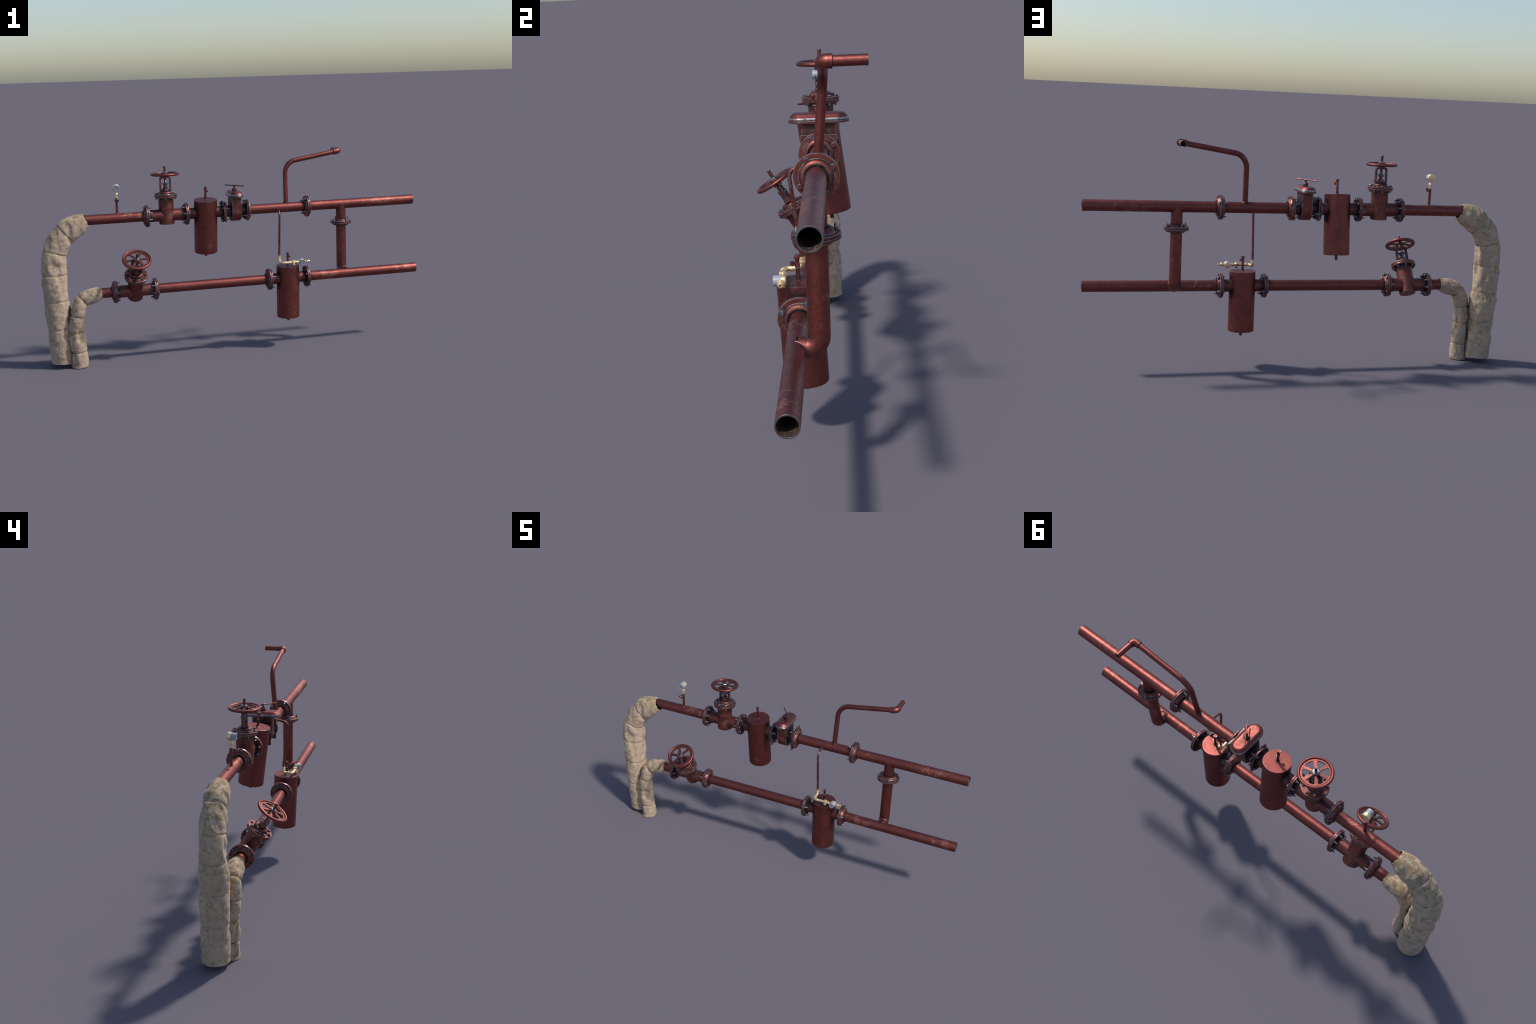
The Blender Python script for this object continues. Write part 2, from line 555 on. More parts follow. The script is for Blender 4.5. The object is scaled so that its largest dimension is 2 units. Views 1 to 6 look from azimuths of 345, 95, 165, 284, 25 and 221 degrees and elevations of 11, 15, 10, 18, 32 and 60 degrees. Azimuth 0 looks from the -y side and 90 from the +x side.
# --------------------------------------------------------------------------- pipes
def red_pipe(a, b, open_end=False, name="red_pipe", r=R_PIPE, parent=root):
    a, b = Vector(a), Vector(b)
    ln = (b - a).length
    bm = bmesh.new()
    steps = max(2, int(ln / 0.02))
    prof = [(r, ln * k / steps) for k in range(steps)]
    if open_end:
        prof += [(r, ln - 0.0006)]
        lathe(bm, prof, 64, 0)
        lathe(bm, [(r, ln - 0.0006), (r - 0.0005, ln), (R_BORE + 0.0004, ln), (R_BORE, ln - 0.0005)], 64, 1)
        lathe(bm, [(R_BORE, ln - 0.0005), (R_BORE, ln - 0.12), (R_BORE, ln - 0.45), (0, ln - 0.45)], 64, 2)
    else:
        lathe(bm, prof + [(r, ln)], 64, 0)
    for v in bm.verts:                       # old pipe is not perfectly true
        d = noise.noise(v.co * 22 + a * 3) * 0.00025
        if v.co.xy.length > R_BORE + 0.001:
            v.co.xy *= 1 + d / r
    return add(name, bm, [M_PIPE, M_END, M_BORE], frame(a, b - a, (0, 1, 0)), parent)


F1, F2, F3, F4, F5 = -0.453, -0.2500, -0.0540, 0.0700, 0.3970
L1, L2, L3, L4 = -0.6390, -0.4360, 0.1680, 0.3725
TANK1, TANK2, BOX, GATE1, GATE2, BRANCH = -0.148, 0.2703, 0.0080, -0.3515, -0.5375, 0.5900

upper = red_pipe(U(-0.790), U(F1 - 0.002))
red_pipe(U(F4 + 0.002), U(F5 - 0.001))
red_pipe(U(F5 + 0.001), U(1.0), True)
red_pipe(L(-0.722), L(L1 - 0.002))
red_pipe(L(L2 + 0.002), L(L3 - 0.002))
red_pipe(L(L4 + 0.002), L(0.9945), True)

D = math.radians
flange(along_x(U(F1), 1), 8, D(16), (-1,), head=0.0064, stud=0.009)
flange(along_x(U(F2), -1), 8, D(8), (), head=0.0064, stud=0.009)
flange(along_x(U(F3), 1), 4, D(65), (), square=True)
flange(along_x(U(F4), -1), 4, D(150), (-1,), square=True)
flange(along_x(U(F5), -1), 4, D(150), (-1, 1))
flange(along_x(L(L1), 1), 8, D(41), (-1,), head=0.0064, stud=0.009)
flange(along_x(L(L2), -1), 8, D(-14), (-1,), head=0.0064, stud=0.009)
flange(along_x(L(L3), 1), 4, D(65), (-1,))
flange(along_x(L(L4), 1), 4, D(65), (1,))


# --------------------------------------------------------------------------- gate valve with handwheel
def rounded_rect(hw, z0, z1, rc, n=6):
    pts = []
    for cx, cz, a0 in ((hw - rc, z1 - rc, 0), (-hw + rc, z1 - rc, 90), (-hw + rc, z0 + rc, 180), (hw - rc, z0 + rc, 270)):
        for k in range(n + 1):
            a = math.radians(a0 + 90 * k / n)
            pts.append((cx + rc * math.cos(a), cz + rc * math.sin(a)))
    return pts


def gate_valve(origin, tilt, spoke_turn, bolt_turn):
    at = frame(origin, (0, -math.sin(tilt), math.cos(tilt)), (1, 0, 0))
    bm = bmesh.new()
    lathe(bm, [(0, -0.0448), (0.0372, -0.0448), (0.0382, -0.0445), (0.0388, -0.0436), (0.0388, -0.020), (0.0386, 0.03), (0.0390, 0.075), (0.0398, 0.0915)], 64)
    lathe(bm, [(0.0312, -0.0960), (0.0310, -0.060), (0.0310, 0.060), (0.0312, 0.0960)], 48, 0, frame((0, 0, 0), (1, 0, 0), (0, 1, 0)))
    valve = add("gate_valve", bm, [M_CAST], at, root)

    bm = bmesh.new()                                                # bonnet: two discs and a domed collar
    lathe(bm, disc(0.02, 0.0580, 0.0910, 0.0994, 0.0018), 64)
    lathe(bm, disc(0.01, 0.0583, 0.1002, 0.1086, 0.0018), 64)
    lathe(bm, [(0.0350, 0.1082), (0.0337, 0.1100), (0.0332, 0.1150), (0.0322, 0.1190), (0.0300, 0.1212), (0.0270, 0.1220), (0, 0.1222)], 48)
    bonnet = add("bonnet_flange", bm, [M_FLANGE], at, valve)
    bolts(at @ Matrix.Translation((0, 0, 0.0998)) @ Matrix.Rotation(math.pi, 4, "X"), 8, 0.0470, bolt_turn, 0.0176, 0.0064, 0.0050, valve)

    bm = bmesh.new()                                                # yoke: rounded window frame
    outer = rounded_rect(0.0302, 0.1195, 0.1965, 0.0105)
    inner = rounded_rect(0.0212, 0.1275, 0.1885, 0.0085)
    rings = []
    for pts, y in ((outer, -0.0072), (outer, 0.0072), (inner, 0.0072), (inner, -0.0072), (outer, -0.0072)):
        rings.append([bm.verts.new((x * (1.0 - 0.05 * (z - 0.12) / 0.08), y * (1.1 - 0.25 * (z - 0.12) / 0.08), z)) for x, z in pts])
    bridge(bm, rings)
    bmesh.ops.remove_doubles(bm, verts=bm.verts, dist=1e-6)
    sharp = [e for e in bm.edges if len(e.link_faces) == 2 and e.calc_face_angle() > 1.0]
    bmesh.ops.bevel(bm, geom=sharp, offset=0.0012, segments=2, affect="EDGES")
    lathe(bm, disc(0, 0.0150, 0.1880, 0.1990, 0.0015), 32)
    add("yoke", bm, [M_CAST], at, valve)

    bm = bmesh.new()                                                # packing gland
    prism(bm, 6, 0.0185, 0.1215, 0.1330, 0.2, 0.0015)
    lathe(bm, disc(0, 0.0135, 0.1320, 0.1425, 0.0015), 24)
    lathe(bm, [(0.0075, 0.142), (0.0072, 0.153)], 20)
    prism(bm, 6, 0.0125, 0.1520, 0.1615, 0.5, 0.0010)
    lathe(bm, disc(0, 0.0178, 0.1615, 0.1648, 0.0010), 32, 1)
    for s in (-1, 1):
        prism(bm, 6, 0.0042, 0.1648, 0.1690, 0, 0.0005, 1, Matrix.Translation((0, s * 0.0135, 0)))
        lathe(bm, [(0.0017, 0.134), (0.0017, 0.172), (0, 0.172)], 10, 1, Matrix.Translation((0, s * 0.0135, 0)))
    add("packing_gland", bm, [M_CAST, M_NUT], at, valve)

    bm = bmesh.new()                                                # stem
    prof, z, k = [(0.0055, 0.160)], 0.166, 0
    while z < 0.196:
        prof.append((0.0060 if k % 2 else 0.0052, z))
        z, k = z + 0.0014, k + 1
    prof += [(0.0058, 0.200), (0.0060, 0.215), (0.0060, 0.2512), (0.0052, 0.2522), (0, 0.2522)]
    lathe(bm, prof, 24)
    add("valve_stem", bm, [M_CAST], at, valve)

    # handwheel: round rim, flat inner web ring, six spokes, hub with nut
    wheel = at @ Matrix.Translation((0, 0, 0.2095)) @ Matrix.Rotation(spoke_turn, 4, "Z")
    bm = bmesh.new()
    n, seg, rings = 80, 18, []
    for i in range(n):
        a = TAU * i / n
        ring = []
        for j in range(seg):
            b = TAU * j / seg
            rr = 0.0668 + 0.0063 * math.cos(b)
            ring.append(bm.verts.new((rr * math.cos(a), rr * math.sin(a), 0.0065 * math.sin(b))))
        rings.append(ring)
    bridge(bm, rings + [rings[0]])
    lathe(bm, [(0.0620, -0.0045), (0.0535, -0.0045), (0.0526, -0.0036), (0.0526, 0.0010), (0.0535, 0.0020), (0.0600, 0.0020), (0.0612, 0.0012), (0.0622, 0.0010)], n)
    for k in range(6):
        m = Matrix.Rotation(TAU * k / 6, 4, "Z")
        sub = bmesh.new()
        bmesh.ops.create_cube(sub, size=1)
        for v in sub.verts:
            out = v.co.x > 0
            v.co = Vector((0.0545 if out else 0.011, v.co.y * (0.0140 if out else 0.0108), v.co.z * 0.0060 + (-0.0015 if out else 0.0010)))
        bmesh.ops.bevel(sub, geom=list(sub.edges), offset=0.0014, segments=2, affect="EDGES")
        merge(bm, sub, m, 0)
        # small gusset where the spoke meets the web ring
        for s in (-1, 1):
            sub = bmesh.new()
            tri = [Vector((0.0475, s * 0.0062, -0.004)), Vector((0.0535, s * 0.0062, -0.004)), Vector((0.0530, s * 0.0120, -0.004))]
            lo = [sub.verts.new(p) for p in tri]
            hi = [sub.verts.new(p + Vector((0, 0, 0.0050))) for p in tri]
            sub.faces.new(lo); sub.faces.new(hi)
            for i in range(3):
                sub.faces.new((lo[i], lo[(i + 1) % 3], hi[(i + 1) % 3], hi[i]))
            merge(bm, sub, m, 0)
    lathe(bm, [(0, -0.0110), (0.0140, -0.0110), (0.0152, -0.0098), (0.0172, -0.0040), (0.0175, 0.0040), (0.0165, 0.0062), (0, 0.0062)], 32)
    add("handwheel", bm, [M_WHEEL], wheel, valve)
    bm = bmesh.new()
    prism(bm, 6, 0.0152, 0.0058, 0.0112, 0.4, 0.0012)
    lathe(bm, disc(0, 0.0105, 0.0108, 0.0140, 0.0010), 24)
    add("wheel_nut", bm, [M_STEEL], wheel, valve)
    return valve


gate_valve(U(GATE1), 0.0, D(11.4), D(10))
gate_valve(L(GATE2), D(32.1), D(5), D(8))


# --------------------------------------------------------------------------- settling tanks
def settling_tank(origin, tilt, reach):
    """Upright drum hung on the pipe axis, leaning a little, with bleed valve and drain nipple."""
    at = frame(origin, (0, -math.sin(tilt), math.cos(tilt)), (1, 0, 0))
    bm = bmesh.new()
    r, lo, hi = 0.0598, -0.2105, 0.0682
    steps = 24
    prof = [(0, lo), (r - 0.0040, lo), (r - 0.0012, lo + 0.0006), (r - 0.0002, lo + 0.0018)]
    prof += [(r, lo + 0.003 + (hi - lo - 0.0045) * k / steps) for k in range(steps + 1)]
    prof += [(r - 0.0004, hi - 0.0005), (r - 0.0013, hi), (0, hi)]
    lathe(bm, prof, 80)
    tank = add("settling_tank", bm, [M_TANK], at, root)
    bm = bmesh.new()
    lathe(bm, [(0.0285, -reach), (0.0285, reach)], 48)
    for s in (-1, 1):                                             # weld beads on the drum
        ring = []
        for i in range(64):
            a = TAU * i / 64
            y, z = 0.0290 * math.cos(a), 0.0290 * math.sin(a)
            x = s * math.sqrt(max(r * r - y * y, 0))
            ring.append(Vector((z, y, x)))
        ring.append(ring[0])
        sweep(bm, ring, 0.0016, 8, 0, False, (0.3, 0.4, 1))
    add("tank_branch", bm, [M_PIPE], frame(origin, (1, 0, 0), (0, 0, -1)), tank)
    bm = bmesh.new()
    lathe(bm, [(0.0062, -0.204), (0.0062, -0.2335), (0.0050, -0.2342), (0.0040, -0.2300), (0, -0.2300)], 20)
    add("drain_nipple", bm, [M_PIPE], at, tank)
    bv = at @ Matrix.Translation((0, -0.0015, 0))
    bm = bmesh.new()
    lathe(bm, [(0.0105, 0.0682), (0.0075, 0.0696), (0.0056, 0.0710), (0.0055, 0.1040)], 20)
    lathe(bm, disc(0, 0.0076, 0.1035, 0.1062, 0.0006), 20, 1)
    lathe(bm, [(0.0066, 0.106), (0.0068, 0.112), (0.0056, 0.116), (0.0056, 0.126), (0.0072, 0.1285), (0.0076, 0.1340), (0.0062, 0.1372), (0, 0.1378)], 20)
    lathe(bm, disc(0, 0.0070, 0.1290, 0.1312, 0.0005), 20, 1)
    side = frame((0, 0, 0.1170), (0.35, -1, 0), (0, 0, 1))
    lathe(bm, [(0.0040, 0), (0.0040, 0.0105), (0, 0.0105)], 14, 0, side)
    prism(bm, 4, 0.0082, 0.0095, 0.0190, 0.785, 0.0009, 0, side)
    lever = frame((0, 0, 0.1335), (-1, 0, 0.35), (0, 1, 0))
    block(bm, (-0.0045, -0.0018, 0.0), (0.0045, 0.0018, 0.0110), 0.0008, 1, lever)
    add("bleed_valve", bm, [M_PIPE, M_STEEL], bv, tank)
    return tank


settling_tank(U(TANK1), D(7.0), 0.0945)
settling_tank(L(TANK2), D(2.2), 0.0950)


# --------------------------------------------------------------------------- slide valve with flat lid
def stadium(hl, r, n=14):
    """Outline long in y, in the xy plane."""
    pts = []
    for cy, a0 in ((hl, 0), (-hl, 180)):
        for k in range(n + 1):
            a = math.radians(a0 + 180 * k / n)
            pts.append((r * math.cos(a), cy + r * math.sin(a)))
    return pts


def slide_valve():
    at = Matrix.Translation(U(BOX))
    bm = bmesh.new()
    w, half, top, cz = 0.0485, 0.0250, 0.0785, -0.0045
    prof = [(-w, top), (-w, 0.04)] + [(-w * math.cos(math.pi * k / 24), cz - w * math.sin(math.pi * k / 24)) for k in range(25)] + [(w, 0.04), (w, top)]
    rings = [[bm.verts.new((x, y, z)) for y, z in prof] for x in (-half, half)]
    bridge(bm, rings)
    for ring in rings:
        bm.faces.new(ring)
    bmesh.ops.recalc_face_normals(bm, faces=bm.faces)
    sharp = [e for e in bm.edges if len(e.link_faces) == 2 and e.calc_face_angle() > 1.0]
    bmesh.ops.bevel(bm, geom=sharp, offset=0.0022, segments=3, affect="EDGES")
    body = add("slide_valve", bm, [M_CAST], at, root)
    bm = bmesh.new()
    lathe(bm, [(0.0305, -0.0560), (0.0300, -0.045), (0.0300, 0.045), (0.0305, 0.0560)], 48, 0, frame((0, 0, 0), (1, 0, 0), (0, 1, 0)))
    add("valve_neck", bm, [M_CAST], at, body)

    def stack(levels, name, mats, rim=()):
        bm = bmesh.new()
        rings = [[bm.verts.new((x, y, z)) for x, y in stadium(0.0470, 0.0368 - inset)] for inset, z in levels]
        bridge(bm, rings)
        if len(mats) > 1:                               # paint scuffed off the upright rim
            bmesh.ops.delete(bm, geom=list(bm.faces), context="FACES_ONLY")
            for k, pair in enumerate(zip(rings, rings[1:])):
                bridge(bm, pair, 1 if k in rim else 0)
        bm.faces.new(rings[0]); bm.faces.new(rings[-1])
        return add(name, bm, mats, at, body)

    stack([(0.0012, 0.0765), (0.0002, 0.0772), (0.0, 0.0780), (0.0, 0.0825), (0.0008, 0.0834), (0.0020, 0.0836)], "lid_seat", [M_LID, M_RIM], (4,))
    stack([(0.0032, 0.0830), (0.0030, 0.0850)], "gasket", [M_GASKET])
    stack([(0.0018, 0.0845), (0.0004, 0.0848), (0.0, 0.0858), (0.0002, 0.0892), (0.0014, 0.0912), (0.0050, 0.0940), (0.0095, 0.0985),
           (0.0118, 0.1008), (0.0142, 0.1020), (0.019, 0.1026)], "lid", [M_LID, M_RIM], (1, 2, 3))
    bm = bmesh.new()
    lathe(bm, disc(0, 0.0135, 0.1020, 0.1036, 0.0006), 28)
    prism(bm, 6, 0.0124, 0.1030, 0.1165, 0.2, 0.0012)
    lathe(bm, [(0.0075, 0.1160), (0.0070, 0.1180), (0.0042, 0.1190), (0.0040, 0.1345), (0.0030, 0.1355), (0, 0.1355)], 20)
    add("spindle", bm, [M_WHEEL], at, body)
    a, b = Vector((-0.0305, 0.1115, 0.8672)), Vector((0.0486, -0.0014, 0.8682))
    bm = bmesh.new()
    path = straight(a, b, 20)
    sweep(bm, path, lambda t: 0.0012 + 0.0016 * min(1, min(t, 1 - t) * 30) + 0.0016 * math.exp(-((t - 0.5) / 0.06) ** 2), 14, 0)
    add("tee_handle", bm, [M_LINE], Matrix.Identity(4), body)


slide_valve()

# --------------------------------------------------------------------------- bypass branch between the runs
bm = bmesh.new()
FZ = 0.6410
sweep(bm, straight((BRANCH, UP_Y, UP_Z - 0.004), (BRANCH, UP_Y, FZ), 8), 0.0259, 56, 0, False)
path = fillet([(BRANCH, UP_Y, FZ), (BRANCH, UP_Y, LO_Z + 0.0045), (BRANCH, LO_Y + 0.006, LO_Z + 0.0045)], [0.030], 14)
sweep(bm, path, 0.0262, 56, 0, False, (1, 0, 0))
for z, c, rr in ((UP_Z, UP_Y, R_PIPE),):                        # weld where the stub meets the upper run
    ring = []
    for i in range(72):
        a = TAU * i / 72
        x, y = 0.0263 * math.cos(a), 0.0263 * math.sin(a)
        ring.append(Vector((BRANCH + x, c + y, z - math.sqrt(max(rr * rr - y * y, 0.0)))))
    ring.append(ring[0])
    sweep(bm, ring, 0.0013, 8, 0, False, (0.2, 0.3, 1))
ring = []
for i in range(72):                                            # weld where the elbow meets the lower run
    a = TAU * i / 72
    x, z = 0.0266 * math.cos(a), 0.0266 * math.sin(a) + 0.0045
    ring.append(Vector((BRANCH + x, LO_Y + math.sqrt(max(R_PIPE ** 2 - z * z, 0.0)), LO_Z + z)))
ring.append(ring[0])
sweep(bm, ring, 0.0016, 8, 0, False, (0.2, 1, 0.3))
add("bypass_branch", bm, [M_PIPE], None, root)
flange(frame((BRANCH, UP_Y, FZ), (0, 0, 1), (1, 0, 0)), 4, D(20), (-1, 1), head=0.0070)

# --------------------------------------------------------------------------- vent pipe with elbow
LEAN = math.tan(D(5.0))


def vent(x, z):
    return Vector((x, UP_Y + (z - UP_Z) * LEAN, z))


bm = bmesh.new()
tip_dir = (vent(0.590, 1.0185) - vent(0.350, 0.9815)).normalized()
path = fillet([vent(0.2850, UP_Z + 0.01), vent(0.2905, 0.9715), vent(0.575, 1.0163)], [0.066], 18)
sweep(bm, path, 0.0124, 32, 0, True, (0, 1, 0), 0.0003)
lathe(bm, [(0.0160, 0.0005), (0.0140, 0.0022), (0.0124, 0.0030)], 24, 0, frame(vent(0.2855, UP_Z + R_PIPE - 0.0012), vent(0.2905, 0.9) - vent(0.285, 0.74)))
pipe = add("vent_pipe", bm, [M_PIPE], None, root)
corner = vent(0.5905, 1.0188)
e0 = corner - tip_dir * 0.0300
e1 = corner + Vector((0, 0.0215, 0))
bm = bmesh.new()
sweep(bm, fillet([e0, corner, e1], [0.0150], 12), 0.0160, 36, 0, True, (0, 0, 1))
for p, d in ((e0, -tip_dir), (e1, Vector((0, 1, 0)))):
    lathe(bm, [(0.0158, -0.0050), (0.0163, -0.0040), (0.0163, -0.0006), (0.0158, 0.0), (0.0128, -0.0012)], 36, 0, frame(p, d))
add("vent_elbow", bm, [M_PIPE], None, pipe)
bm = bmesh.new()
end = Vector((corner.x, 0.1757, corner.z))
lathe(bm, [(0.0123, -0.004), (0.0123, (end - e1).length - 0.0004), (0.0119, (end - e1).length), (0.0108, (end - e1).length)], 36, 0, frame(e1, (0, 1, 0), (1, 0, 0)))
lathe(bm, [(0.0108, (end - e1).length), (0.0105, 0.005), (0, 0.005)], 36, 1, frame(e1, (0, 1, 0), (1, 0, 0)))
add("vent_spout", bm, [M_PIPE, M_BORE], None, pipe)

# --------------------------------------------------------------------------- sampling line and brass water meter
bm = bmesh.new()
path = fillet([(0.2290, UP_Y - 0.018, UP_Z - 0.002), (0.2275, -0.0235, 0.7230), (0.2270, 0.0048, 0.4800)], [0.026], 12)
sweep(bm, path, 0.0054, 20, 0, True, (1, 0, 0), 0.0006)
line = add("sampling_line", bm, [M_LINE], None, root)
bm = bmesh.new()
BY = -0.0455
BZ = 0.4590
bpath = fillet([(0.2270, 0.0048, 0.4890), (0.2270, 0.0030, BZ + 0.001), (0.2265, BY, BZ), (0.3050, BY, BZ)], [0.0150, 0.0135], 10)
sweep(bm, bpath, 0.0067, 24, 0, True, (1, 0, 0))
lathe(bm, disc(0, 0.0082, 0.4775, 0.4905, 0.0012), 24, 0, Matrix.Translation((0.227, 0.0043, 0)))
lathe(bm, disc(0, 0.0095, 0.4755, 0.4795, 0.0010), 24, 0, Matrix.Translation((0.227, 0.0040, 0)))
fx = frame((0, BY, BZ), (1, 0, 0), (0, 1, 0))
yb = frame((0.2268, 0, BZ + 0.0003), (0, -1, 0), (1, 0, 0))
lathe(bm, disc(0, 0.0086, 0.0205, 0.0265, 0.0010), 24, 0, yb)
lathe(bm, disc(0, 0.0088, 0.2440, 0.2500, 0.0012), 24, 0, fx)
prism(bm, 6, 0.0112, 0.2845, 0.2975, 0.26, 0.0012, 0, fx)                       # union nut
prism(bm, 6, 0.0118, 0.0, 0.0098, 0.1, 0.0012, 0, frame((0.291, BY, BZ - 0.0005), (0, 0.25, 1)))
lathe(bm, [(0.0060, 0), (0.0065, 0.012), (0.0085, 0.0125), (0.0080, 0.0152), (0, 0.0155)], 20, 0, frame((0.291, BY, BZ), (0, -0.2, -1)))
lathe(bm, [(0.0050, 0.297), (0.0050, 0.352)], 20, 0, fx)
prism(bm, 6, 0.0082, 0.3055, 0.3130, 0.0, 0.0010, 0, fx)
prism(bm, 6, 0.0082, 0.3515, 0.3580, 0.2, 0.0010, 0, fx)
prism(bm, 6, 0.0112, 0.3600, 0.3645, 0.4, 0.0008, 0, fx)
lathe(bm, [(0.0058, 0.357), (0.0058, 0.372), (0.0067, 0.3725), (0.0067, 0.3790), (0.0058, 0.3796), (0.0038, 0.3796), (0.0034, 0.374), (0, 0.374)], 20, 0, fx)
add("brass_fittings", bm, [M_BRASS], None, line)


def water_meter(centre, back, front, r_brass, r_face, parent):
    """Round meter looking to -y: brass bowl, grey cover, pale dial with little windows."""
    cx, _, cz = centre
    at = frame((cx, 0, cz), (0, -1, 0), (1, 0, 0))   # local z = -y
    mid = back + (front - back) * 0.42
    bm = bmesh.new()
    lathe(bm, [(0, back), (r_brass - 0.004, back), (r_brass - 0.0012, back + 0.0012), (r_brass, back + 0.0035), (r_brass, mid - 0.0012), (r_brass - 0.0012, mid), (r_face, mid)], 40)
    prism(bm, 6, 0.0046, -0.0028, 0.0028, 0.0, 0.0006, 0, frame((0, -(r_brass + 0.0004), (back + mid) / 2), (0, 1, 0)))
    meter = add("water_meter", bm, [M_BRASS], at, parent)
    bm = bmesh.new()
    lathe(bm, [(r_face + 0.0002, mid - 0.001), (r_face, front - 0.0012), (r_face - 0.0008, front), (r_face - 0.0022, front), (r_face - 0.0026, front - 0.0012)], 40)
    add("meter_cover", bm, [M_COVER], at, meter)
    bm = bmesh.new()
    z = front - 0.0014
    lathe(bm, [(r_face - 0.0022, z), (0, z)], 40, 0)
    s = r_face / 0.0142
    # local x = +x world, local y = (z cross x) = down/up; up is -y of this frame's y sign
    up = 1 if (at.to_3x3() @ Vector((0, 1, 0))).z > 0 else -1
    def window(x0, x1, y0, y1, mat, h):
        ys = sorted((up * y0, up * y1))
        block(bm, (x0 * s, ys[0] * s, z - 0.0002), (x1 * s, ys[1] * s, z + h), 0.0, mat)
    window(-0.0075, 0.0065, 0.0056, 0.0076, 4, 0.0003)
    window(-0.0070, 0.0020, 0.0020, 0.0046, 5, 0.0003)
    window(0.0022, 0.0070, 0.0026, 0.0042, 2, 0.0003)
    window(-0.0072, -0.0022, -0.0012, 0.0008, 1, 0.0003)
    window(0.0004, 0.0030, -0.0048, 0.0000, 3, 0.0003)
    lathe(bm, [(0.0011 * s, z), (0.0011 * s, z + 0.0004), (0, z + 0.0004)], 14, 2, Matrix.Translation((0.0066 * s, up * -0.0026 * s, 0)))
    add("dial", bm, [M_DIAL, M_BLUE, M_RED, M_DARK, M_COVER, M_STEEL], at, meter, 30)
    return meter


water_meter((0.3350, 0, BZ), 0.0330, 0.0665, 0.0148, 0.0138, line)

# --------------------------------------------------------------------------- gauge stand on the upper pipe
GX, GY, GZ = -0.6025, 0.0490, 0.8905
bm = bmesh.new()
lathe(bm, [(0.0090, UP_Z + R_PIPE - 0.002), (0.0072, UP_Z + R_PIPE + 0.001), (0.0064, UP_Z + R_PIPE + 0.003), (0.0064, 0.8420), (0, 0.8420)], 24, 0, Matrix.Translation((GX, GY, 0)))
stand = add("meter_stand", bm, [M_PIPE], None, root)
bm = bmesh.new()
root_p, hub_p = Vector((GX, GY, 0.8385)), Vector((GX - 0.0020, GY - 0.0300, 0.8310))
knob = frame(hub_p, (-0.2, -0.8, -0.54), (0.58, 0.40, -0.80))
lathe(bm, [(0.0040, 0.0), (0.0040, (hub_p - root_p).length), (0, (hub_p - root_p).length)], 16, 0, frame(root_p, hub_p - root_p))
lathe(bm, disc(0, 0.0058, 0.0080, 0.0115, 0.0006), 16, 1, frame(root_p, hub_p - root_p))
lathe(bm, disc(0, 0.0108, -0.0016, 0.0016, 0.0008), 24, 0, knob)
lathe(bm, disc(0, 0.0035, 0.0014, 0.0034, 0.0004), 12, 1, knob)
add("stopcock", bm, [M_LINE, M_STEEL], None, stand)
bm = bmesh.new()
lathe(bm, [(0.0068, 0.8405), (0.0070, 0.8530), (0.0064, 0.8540), (0.0064, 0.8730)], 24, 0, Matrix.Translation((GX, GY, 0)))
prism(bm, 6, 0.0098, 0.8540, 0.8620, 0.2, 0.0012, 0, Matrix.Translation((GX, GY, 0)))
lathe(bm, [(0.0085, 0.862), (0.0055, 0.867), (0.0050, 0.878)], 24, 0, Matrix.Translation((GX, GY, 0)))
add("brass_fittings", bm, [M_BRASS], None, stand)
water_meter((GX, 0, GZ), -0.0625, -0.0235, 0.0178, 0.0150, stand)


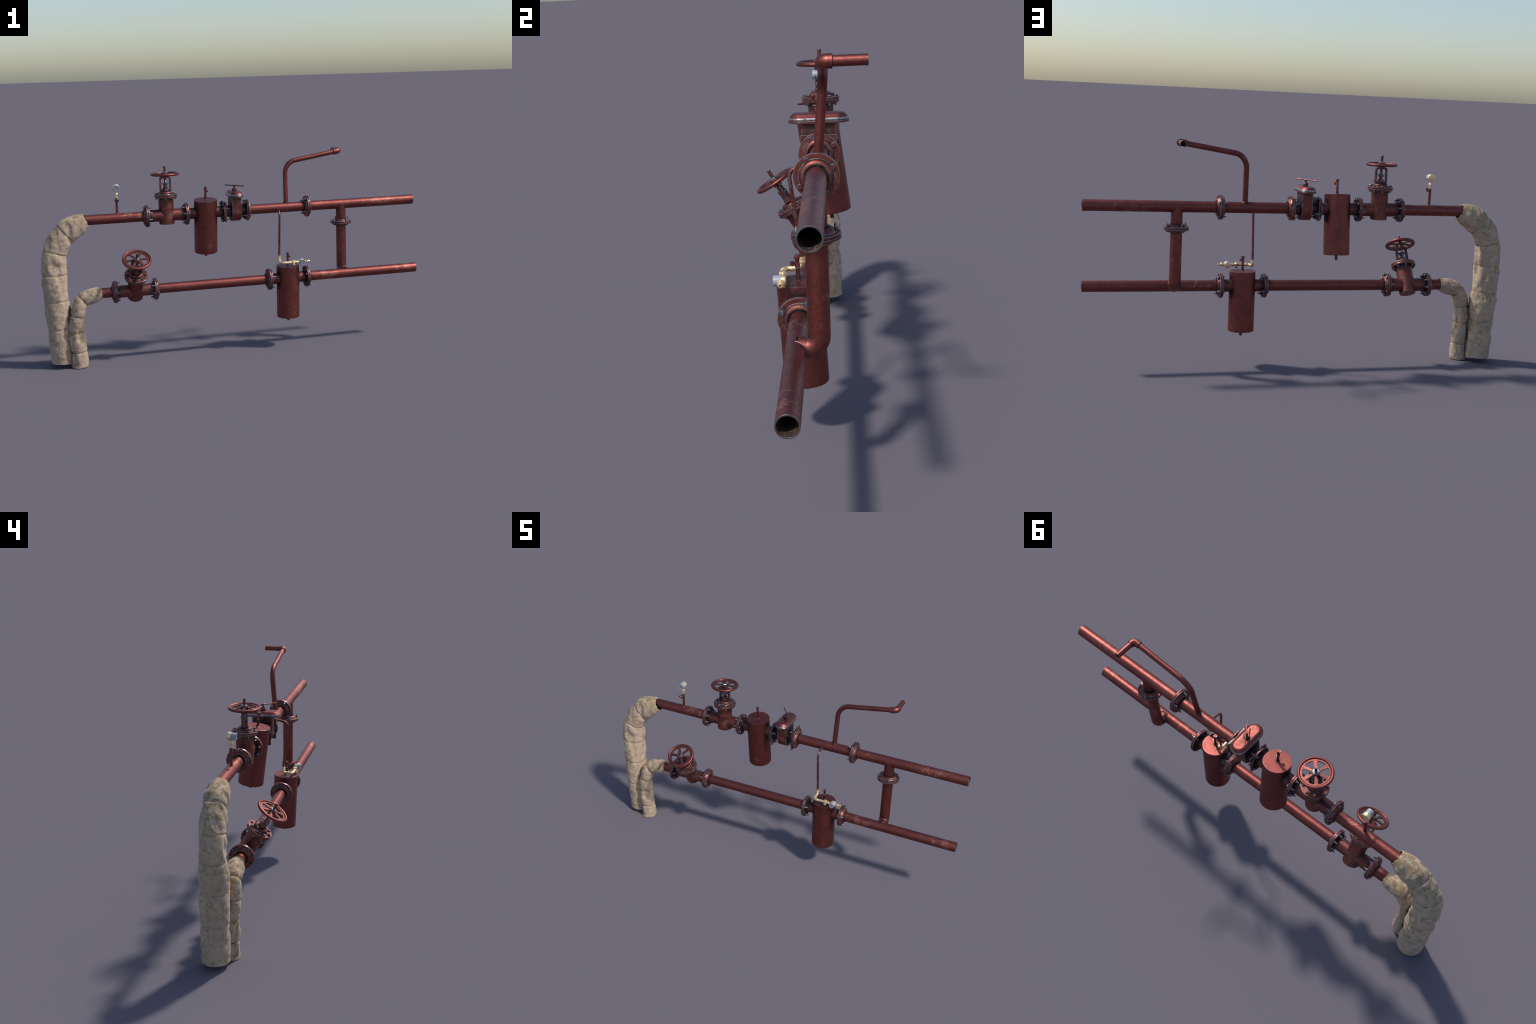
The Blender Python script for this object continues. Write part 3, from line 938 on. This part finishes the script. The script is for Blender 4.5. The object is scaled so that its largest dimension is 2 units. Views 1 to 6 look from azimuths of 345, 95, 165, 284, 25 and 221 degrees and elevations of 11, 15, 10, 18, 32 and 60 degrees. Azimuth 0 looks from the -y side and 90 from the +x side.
# --------------------------------------------------------------------------- cloth-wrapped risers
def wrapped_riser(joints, radii, end_slant, seed, name, ragged_by=1.0):
    """Padded sleeve along a bent spine, tied off at the joints.  Each tie-to-tie length is one section."""
    per, seg = 36, 112
    path = spline(joints, per, joints[-1] + Vector((0.10, 0, 0)))
    fr = frames_along(path, (0, 1, 0))
    n_sec = len(joints) - 1
    off = Vector((seed * 3.1, seed * 1.7, seed * 0.9))
    grid = []
    for k, (p, x, y, t) in enumerate(fr):
        g = k / per
        s = min(int(g), n_sec - 1)
        u = g - s
        rx = radii[s][0] * (1 - u) + radii[s + 1][0] * u      # across (world y)
        ry = radii[s][1] * (1 - u) + radii[s + 1][1] * u      # in the bend plane
        first, last = s == 0, s == n_sec - 1
        ring = []
        for i in range(seg):
            a = TAU * i / seg
            ca, sa = math.cos(a), math.sin(a)
            d = x * ca + y * sa
            # tie line wanders round the sleeve
            sag = 0.075 * noise.noise(Vector((ca * 1.2, sa * 1.2, s * 2.3)) + off)
            v = u + sag * math.sin(math.pi * min(max(u, 0), 1)) * 0.6
            length = (joints[s + 1] - joints[s]).length
            lo = v * length
            hi = (1 - v) * length
            pad = (0.0080 if last else 0.0032) * math.sin(math.pi * min(max(v, 0.0), 1.0)) ** 0.6
            tight = 0.55 + 0.45 * noise.noise(Vector((ca, sa, s * 5.7)) * 1.3 + off)
            crease = 0.0
            if not first or u > 0.5:
                crease += math.exp(-(hi / 0.0034) ** 2) * 0.0052 * tight if not last else 0.0
            if not first:
                crease += math.exp(-(lo / 0.0055) ** 2) * 0.0052 * tight
            base = Vector((p.x + d.x * rx, p.y + d.y * rx, p.z + d.z * rx))
            lump = 0.0056 * noise.noise(base * 16 + off) + 0.0030 * noise.noise(base * 38 + off * 2) + 0.0009 * noise.noise(base * 110 + off)
            fold = noise.noise(Vector((base.x * 28, base.y * 28, base.z * 9)) + off * 3)
            fold = -0.0150 * max(0.0, fold - 0.10)
            fade = min(1.0, g * 5.0) if first else 1.0
            if last:
                fade *= min(1.0, (1 - u) * 3.0 + 0.25)
            r = math.hypot(rx * ca, ry * sa) + (pad * (0.5 if first else 1.0) + lump + fold) * fade - crease
            q = p + d * r
            if last and u > 0.5:                                  # cut end is slanted and ragged
                w = (u - 0.5) * 2
                ragged = 0.0045 * noise.noise(Vector((ca * 3.1, sa * 3.1, 7.7)) + off) + 0.002 * noise.noise(Vector((ca * 9, sa * 9, 1.7)) + off)
                q += t * (w * w * (end_slant * -d.z + ragged * ragged_by))
            if k == 0:
                q.z = joints[0].z
            q.z = max(q.z, joints[0].z)
            ring.append(q)
        grid.append(ring)
    riser = None
    for s in range(n_sec):
        rows = grid[s * per : (s + 1) * per + 1]
        mid = fr[s * per + per // 2]
        at = frame(mid[0], mid[3], (0, 1, 0))
        inv = at.inverted()
        bm = bmesh.new()
        rings = [[bm.verts.new(inv @ q) for q in ring] for ring in rows]
        bridge(bm, rings)
        if s == 0:
            bm.faces.new(list(reversed(rings[0])))
        if s == n_sec - 1:                                        # turned-in lip with thickness, then lining
            lip, lining = [], []
            c = sum(rows[-1], Vector()) / seg
            for q in rows[-1]:
                d = (q - c).normalized()
                lip.append(bm.verts.new(inv @ (q - d * 0.0038 + mid[3] * 0.0006)))
            c2 = sum(rows[-10], Vector()) / seg
            for q, q2 in zip(rows[-1], rows[-10]):
                lining.append(bm.verts.new(inv @ (q2 + (c2 - q2).normalized() * 0.0046)))
            bridge(bm, [rings[-1], lip, lining])
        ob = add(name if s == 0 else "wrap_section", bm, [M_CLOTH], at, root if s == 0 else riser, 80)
        if s == 0:
            riser = ob
    return riser


V = Vector
wrapped_riser([V((-0.9150, 0.0430, 0.0220)), V((-0.9215, 0.0400, 0.2000)), V((-0.9310, 0.0375, 0.3430)), V((-0.9325, 0.0385, 0.4740)), V((-0.9225, 0.0430, 0.5840)),
               V((-0.8680, 0.0450, 0.6740)), V((-0.7620, 0.0480, 0.7345))],
              [(0.0600, 0.0600), (0.0590, 0.0605), (0.0600, 0.0605), (0.0570, 0.0600), (0.0510, 0.0585), (0.0505, 0.0600), (0.0335, 0.0360)],
              0.004, 1.0, "wrapped_riser")
wrapped_riser([V((-0.8370, 0.0010, 0.0)), V((-0.8380, 0.0010, 0.0780)), V((-0.8430, -0.0030, 0.1820)), V((-0.8330, -0.0050, 0.2620)), V((-0.8020, -0.0040, 0.3400)),
               V((-0.7080, -0.0015, 0.3720))],
              [(0.0405, 0.0405), (0.0385, 0.0380), (0.0380, 0.0375), (0.0370, 0.0365), (0.0365, 0.0365), (0.0290, 0.0290)],
              -0.003, 2.6, "wrapped_riser", 0.5)
